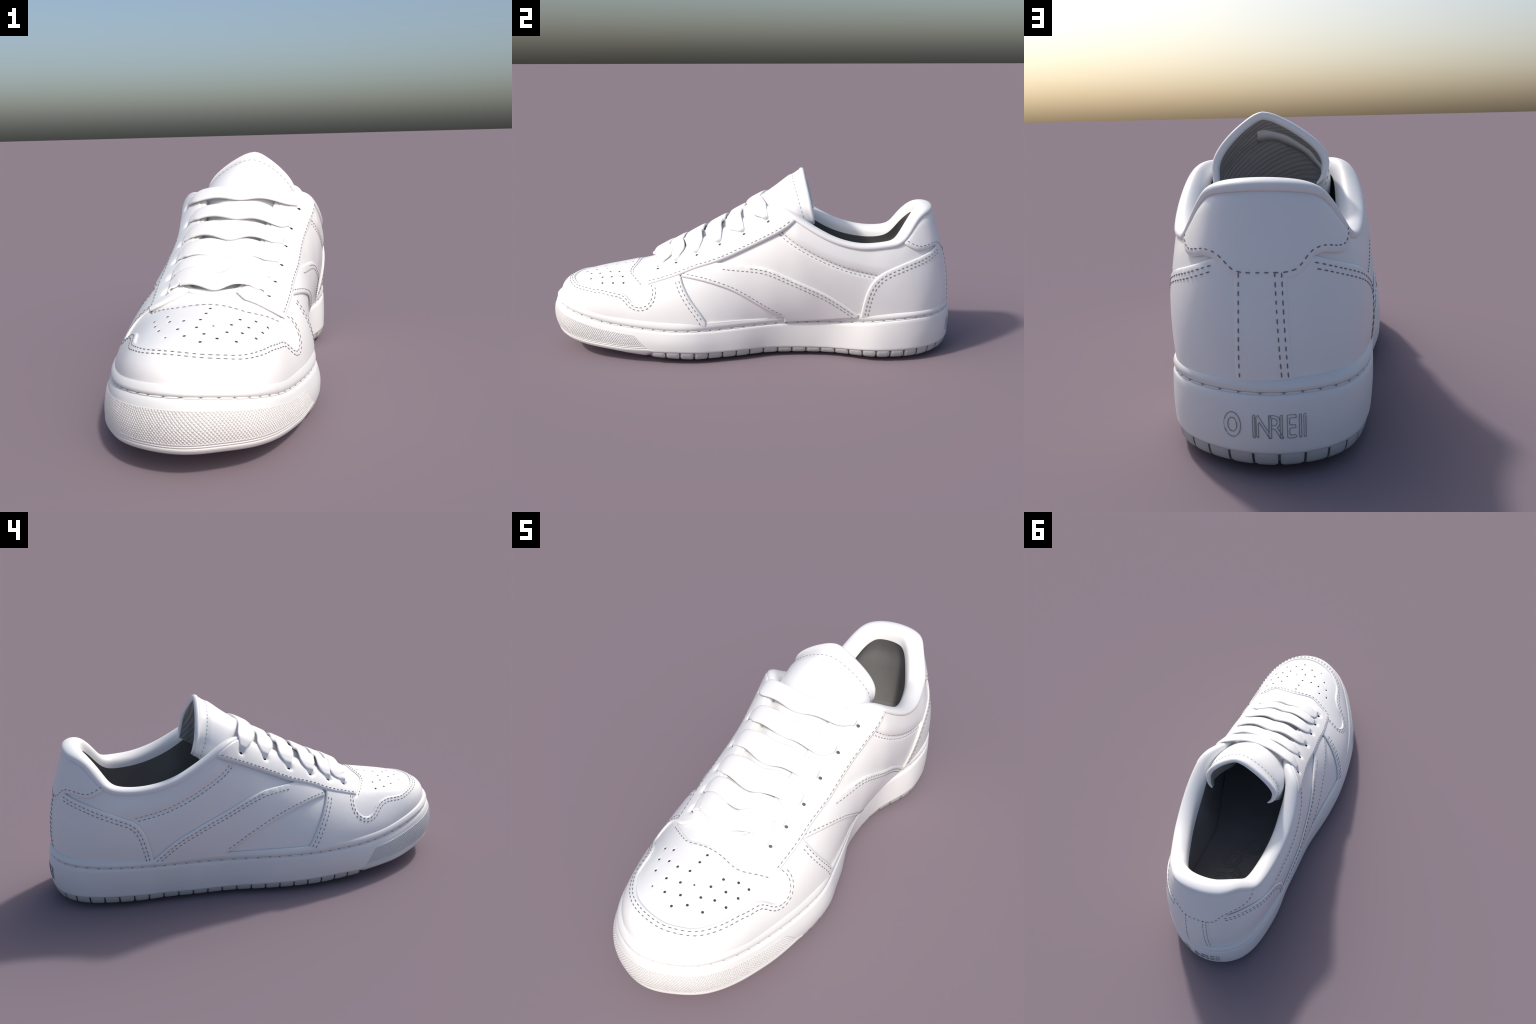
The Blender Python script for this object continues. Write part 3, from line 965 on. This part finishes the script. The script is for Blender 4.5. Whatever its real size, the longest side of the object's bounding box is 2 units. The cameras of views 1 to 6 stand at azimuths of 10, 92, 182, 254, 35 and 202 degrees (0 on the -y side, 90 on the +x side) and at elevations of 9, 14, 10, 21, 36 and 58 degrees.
# textured toe bumper: cross-hatched relief on the front of the wall
kb = []
kk = np.arange(0, NS, 1 / 96.0)
Gk, Wk = sole(kk)[:, :3], sole(kk)[:, 3:]
i0 = int(6.2 * 96)
i1 = int((NS - 6.0) * 96)
idx = np.concatenate([np.arange(i1, len(kk)), np.arange(0, i0)])
Gk, Wk = Gk[idx], Wk[idx]
no = flat3(flat_normal(sole, kk[idx]))
arc = np.concatenate([[0], np.cumsum(np.linalg.norm(np.diff(Wk, axis=0), axis=1))])
nv = 96
bulge = 0.003 + 0.006 * smooth(-0.05, -0.40, Gk[:, 1:2]) + 0.008 * smooth(-0.70, -0.97, Gk[:, 1:2])
endd = np.minimum(arc, arc[-1] - arc)              # distance from either end of the bumper
slant = smooth(0.0, 0.105, endd)[:, None]
height = Gk[:, 2:3] - Wk[:, 2:3]
t_top = (0.030 / height) * slant + (1 - slant) * 0.93
t_bot = np.full_like(t_top, 0.985)
tv = np.linspace(0, 1, nv)[None]
tt = t_top * (1 - tv) + t_bot * tv
zz = Gk[:, 2:3] * (1 - tt) + Wk[:, 2:3] * tt
S2 = arc[:, None]
dist_edge = np.minimum(np.minimum((tt - t_top) * height, (t_bot - tt) * height), S2 * 0 + endd[:, None] * 0.8)
wob = 0.0012 * np.sin(S2 * 37) + 0.0010 * np.sin(S2 * 23 + zz * 60)
hatch = np.minimum(np.abs(np.sin(np.pi * (S2 + 0.8 * zz + wob) / 0.0108)), np.abs(np.sin(np.pi * (S2 - 0.8 * zz - wob) / 0.0108))) ** 0.45
low_line = np.exp(-(((t_bot - tt) * height - 0.022) / 0.0022) ** 2) + np.exp(-(((t_bot - tt) * height - 0.014) / 0.0022) ** 2)
field = smooth(0.026, 0.030, (t_bot - tt) * height) * smooth(0.002, 0.006, (tt - t_top) * height) * smooth(0.002, 0.008, endd)[:, None]
rise = -0.003 + 0.0055 * smooth(0.0, 0.004, dist_edge) + field * (0.0046 * hatch - 0.0042) - 0.0030 * low_line
bp = Gk[:, None] * (1 - tt[..., None]) + Wk[:, None] * tt[..., None] + no[:, None] * (bulge * np.sin(np.pi * tt) + rise)[..., None]
new_object('toe_bumper', bp, grid_faces(len(idx), nv, flip=True), M_BUMPER, MIDSOLE)

# tread: a ring of separate blocks along the edge of the outsole
arcs = np.concatenate([[0], np.cumsum(np.linalg.norm(np.diff(W, axis=0), axis=1))])
start = float(np.interp(6.05, ks, arcs))
stop = float(np.interp(NS - 6.0, ks, arcs))
plate = Heap()
NB = 47
pitch = (stop - start) / NB
OUT_PROFILE = [(0.030, 0.050), (0.004, 0.046), (0.006, 0.036), (0.009, 0.026), (0.014, 0.020), (0.024, 0.015), (0.045, 0.008), (0.095, 0.0), (0.100, 0.012)]
OUTSOLE = None
plate_rings = [W - n_w * 0.020 - UP * 0.002, W - n_w * 0.024 - UP * 0.03, W - n_w * 0.10 - UP * 0.036]
for r in plate_rings:
    r[:, 2] = np.maximum(r[:, 2], 0.010 + sp[:, 0])
sel = [i for i in range(len(ks)) if start - 0.01 <= arcs[i] <= stop + 0.01]
pl = np.stack(plate_rings, 1)[sel]
OUTSOLE = new_object('outsole', pl, grid_faces(len(sel), 3, flip=True), M_TREAD, SHOE)
for k in range(NB):
    gap = 0.0034
    s0, s1 = start + k * pitch + gap, start + (k + 1) * pitch - gap
    rows = []
    ns = 9
    for j, st in enumerate(np.linspace(s0, s1, ns)):
        w = np.array([np.interp(st, arcs, W[:, c]) for c in range(3)])
        n = unit(np.array([np.interp(st, arcs, n_w[:, c]) for c in range(3)]))
        e = min(st - s0, s1 - st)
        ease = 0.004 * (1 - smooth(0, 0.006, e))
        z0 = spring(w[1]) + 0.006 * smooth(0.80, 0.99, w[1])
        rows.append([w - n * (i + (ease if 0 < m < 8 else 0)) + UP * ((z0 + (w[2] - z0 - 0.004) * zf / 0.046 if zf < 0.05 else w[2]) - w[2] + (ease if zf < .018 else 0)) for m, (i, zf) in enumerate(OUT_PROFILE)])
    v = np.array(rows)
    m = len(OUT_PROFILE)
    f = grid_faces(ns, m, closed_v=True, flip=True) + [tuple(range(m)), tuple(range((ns - 1) * m, ns * m))[::-1]]
    ob = new_object('tread_block', v, f, M_TREAD, OUTSOLE)
    bv = ob.modifiers.new('edge', 'BEVEL')
    bv.width = 0.0012
    bv.limit_method = 'ANGLE'

# moulded outline lettering on the back of the midsole
hk = np.where((ks > 18.5) & (ks < 24.5))[0]
tw = np.linspace(0, 1, 60)
back = np.stack([wall(np.full(len(ks), t))[hk] for t in tw], 1).reshape(-1, 3)
back_n = np.repeat(n_out[hk][:, None], len(tw), 1).reshape(-1, 3)


def on_heel(x, z, proud):
    d = (back[None, :, 0] - x[:, None]) ** 2 + (back[None, :, 2] - z[:, None]) ** 2
    i = d.argmin(1)
    return np.stack([x, back[i, 1], z], 1) + back_n[i] * proud


marks = Heap()
for rx, rz in ((.0215, .0325), (.0115, .0185)):
    an = np.linspace(0, 2 * np.pi, 40, endpoint=False)
    v, f = tube(on_heel(.102 + rx * np.cos(an), .137 + rz * np.sin(an), 0.0008), 0.0011, 5, closed=True)
    marks.add(v, f)
for ch, x, wd in (('I', .047, .8), ('N', .022, .85), ('R', -.006, 1.0), ('I', -.021, .8), ('E', -.046, .8), ('I', -.068, .8), ('I', -.079, .8)):
    for L in glyph_loops(ch, .088):
        L = resample(np.concatenate([L, L[:1]]), max(24, len(L) * 3))[:-1]
        v, f = tube(on_heel(x - L[:, 0] * wd * .8, .134 + L[:, 1], 0.0008), 0.0010, 5, closed=True)
        marks.add(v, f)
marks.build('heel_lettering', M_MARK, MIDSOLE, stuff=True)

# -------------------------------------------------------------------- tongue
# centre line of the tongue, half width, drop of its flanks
TONGUE = np.array([
    # x      y      z      half  drop
    (.022, -.500, .430, .120, .030),
    (.022, -.400, .493, .140, .050),
    (.026, -.300, .549, .145, .062),
    (.030, -.200, .601, .148, .072),
    (.034, -.100, .658, .152, .085),
    (.036,  .000, .731, .160, .110),
    (.038,  .060, .772, .176, .125),
    (.042,  .130, .822, .186, .140),
    (.048,  .195, .872, .188, .155),
    (.050,  .225, .888, .188, .160),
    (.051,  .240, .899, .188, .162)])
ARCH = np.array([(0, 0), (.25, -.04), (.5, -.16), (.75, -.40), (.93, -.72), (1, -1.0), (1, -1.3), (.97, -1.65)])
TENT = np.array([(0, 0), (.12, -.025), (.25, -.09), (.50, -.27), (.76, -.52), (.93, -.76), (1, -.98), (.985, -1.16), (.93, -1.34), (.82, -1.46)])
nt_, nw = 60, 41
tl = open_spline(TONGUE, nt_)
arch = open_spline(ARCH, 21)
tent = open_spline(TENT, 21)
sx, sz = np.array([1, 1]), 0
outer = np.zeros((nt_, nw, 3))
for i, (x, y, z, hw, dr) in enumerate(tl):
    k = smooth(0.10, 0.25, y)
    half = arch * (1 - k) + tent * k
    for j in range(nw):
        w = half[abs(j - 20)]
        sd = -1 if j < 20 else 1
        k2 = smooth(-0.10, 0.12, y)
        asym = 1.0 + (0.12 * k2 if sd < 0 else -0.13 * k)
        outer[i, j] = (x + sd * w[0] * hw * asym, y - w[1] * dr * (0.45 * (1 - k) + 0.30 * k), z + w[1] * dr * (1.0 + 0.04 * sd * k))
du = np.gradient(outer, axis=0)
dv = np.gradient(outer, axis=1)
tn = unit(np.cross(dv, du))
if tn[30, 20, 2] < 0:
    tn = -tn
thick = 0.022
# cross ridge just before the rolled top edge
ys = tl[:, 1]
ridge = -0.004 * np.exp(-((ys - 0.208) / 0.010) ** 2)
outer = outer + tn * ridge[:, None, None]
edge_taper = 1 - 0.75 * np.abs(np.linspace(-1, 1, nw))[None, :, None] ** 8
pad = (0.012 * smooth(0.21, 0.16, ys) + 0.11 * smooth(0.15, -0.03, ys))[:, None, None]     # padding grows towards the instep
inner = outer - tn * thick * edge_taper - UP * pad * edge_taper
du_end = unit(outer[-1] - outer[-3])
lip = []
for ang in np.linspace(0, np.pi, 9):
    c = (outer[-1] + inner[-1]) / 2
    r = (outer[-1] - inner[-1]) / 2
    lip.append(c + r * 1.25 * np.cos(ang) + du_end * np.linalg.norm(r, axis=1, keepdims=True) * 1.5 * np.sin(ang))
sheet = np.concatenate([outer, np.stack(lip)], 0)
TONGUE_OB = new_object('tongue', sheet, grid_faces(len(sheet), nw), M_LEATHER, SHOE)
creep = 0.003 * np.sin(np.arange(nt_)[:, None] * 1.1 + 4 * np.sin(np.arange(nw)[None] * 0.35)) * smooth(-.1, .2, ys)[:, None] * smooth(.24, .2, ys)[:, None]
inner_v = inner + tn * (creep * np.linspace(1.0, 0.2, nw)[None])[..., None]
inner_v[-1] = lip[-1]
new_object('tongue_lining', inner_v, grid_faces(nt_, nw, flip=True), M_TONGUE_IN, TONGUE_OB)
row = Heap()
ir = int(np.argmin(np.abs(ys - 0.196)))
line = outer[ir]
sl = np.concatenate([[0], np.cumsum(np.linalg.norm(np.diff(line, axis=0), axis=1))])
for t in np.arange(0.03, sl[-1] - 0.03, 0.0215):
    c = np.array([np.interp(t, sl, line[:, q]) for q in range(3)])
    e = np.array([np.interp(t + 0.004, sl, line[:, q]) for q in range(3)])
    nn = unit(np.array([np.interp(t, sl, tn[ir, :, q]) for q in range(3)]))
    al = unit(e - c)
    row.add(*capsule(c + nn * 0.0006, al, np.cross(nn, al), nn, 0.0110, 0.0024, 0.0018))
row.build('stitching', M_THREAD, TONGUE_OB, stuff=True)
# closing strips along the two long edges
for j in (0, nw - 1):
    v = np.stack([outer[:, j], inner_v[:, j]], 1)
    new_object('tongue_edge', v, grid_faces(nt_, 2), M_LEATHER, TONGUE_OB)
# tape on the underside near the top
tape = []
i_t = [int(np.argmin(np.abs(ys - y))) for y in (0.150, 0.190)]
for j in range(3, 23):
    a_, b_ = inner_v[i_t[0], j] - tn[i_t[0], j] * 0.004, inner_v[i_t[1], j] - tn[i_t[1], j] * 0.004
    tape.append([a_ + tn[i_t[0], j] * .004, a_, b_, b_ + tn[i_t[1], j] * .004])
new_object('tongue_tape', np.array(tape), grid_faces(len(tape), 4, flip=True), M_TAPE, TONGUE_OB)

# --------------------------------------------------------------------- laces
# crest of each crossing bar on the centre line (y, z) and its width there
BARS = [(-.452, .486, .090), (-.372, .525, .080), (-.276, .571, .092), (-.166, .625, .086), (-.070, .681, .082), (.016, .747, .080)]
for i, (cy_, cz_, cw) in enumerate(BARS):
    ep, en = EYES['+'][i], EYES['-'][i]
    Pp, Np, _, _ = upper_frame(*ep)
    Pn, Nn, _, _ = upper_frame(*en)
    top = np.array([0.036 + 0.001 * i, cy_, cz_])
    slope = np.array([0, 0.88, 0.48])

    def half(e, P, N):
        """Out of the eyelet, up over the eyestay, across its edge, onto the tongue."""
        pts = [P - N * 0.014 + (top - P) * 0.01, P + N * 0.001 + (top - P) * 0.05]
        a_edge = e[0] + (0.55 if e[0] < NR / 2 else -0.55) * (cy_ - P[1]) / 0.1
        for t, h in ((0.20, 0.0150), (0.45, 0.0190), (0.85, 0.0230)):
            q, m, _, _ = upper_frame(e[0] + (a_edge - e[0]) * t, e[1] + (0.995 - e[1]) * t)
            pts.append(q + m * h)
        edge = pts[-1]
        pts.append(edge * 0.45 + top * 0.55 + np.array([0, -.006, .013]))
        return pts

    path = half(ep, Pp, Np) + [top] + half(en, Pn, Nn)[::-1]
    n = 61
    path = open_spline(path, n)
    u = np.abs(np.linspace(-1, 1, n))
    width = cw * (1 - 0.74 * smooth(0.60, 0.97, u)) * (1 - 0.03 * np.sin(u * 9 + i))
    T = unit(np.gradient(path, axis=0))
    Wd = unit(slope[None] - T * (T @ slope)[:, None])
    Nm = unit(np.cross(Wd, T))
    if Nm[n // 2, 2] < 0:
        Nm = -Nm
    peak = (0.018 if i in (2, 3) else 0.0) * np.exp(-(np.linspace(-1, 1, n) / 0.28) ** 2)
    k = 20
    ang = np.arange(k) * 2 * np.pi / k
    ca, sa = np.cos(ang), np.sin(ang)
    ex = np.sign(ca) * np.abs(ca) ** 0.55
    ey = np.sign(sa) * np.abs(sa) ** 0.6
    rows = path[:, None] + Wd[:, None] * (ex[None, :, None] * width[:, None, None] / 2 - (np.maximum(0, -ex)[None, :, None]) * peak[:, None, None]) \
        + Nm[:, None] * ey[None, :, None] * (0.0042 + 0.0034 * (1 - u))[:, None, None]
    f = grid_faces(n, k, closed_v=True) + [tuple(range(k))[::-1], tuple(range((n - 1) * k, n * k))]
    new_object('lace', rows, f, M_LACE, SHOE)
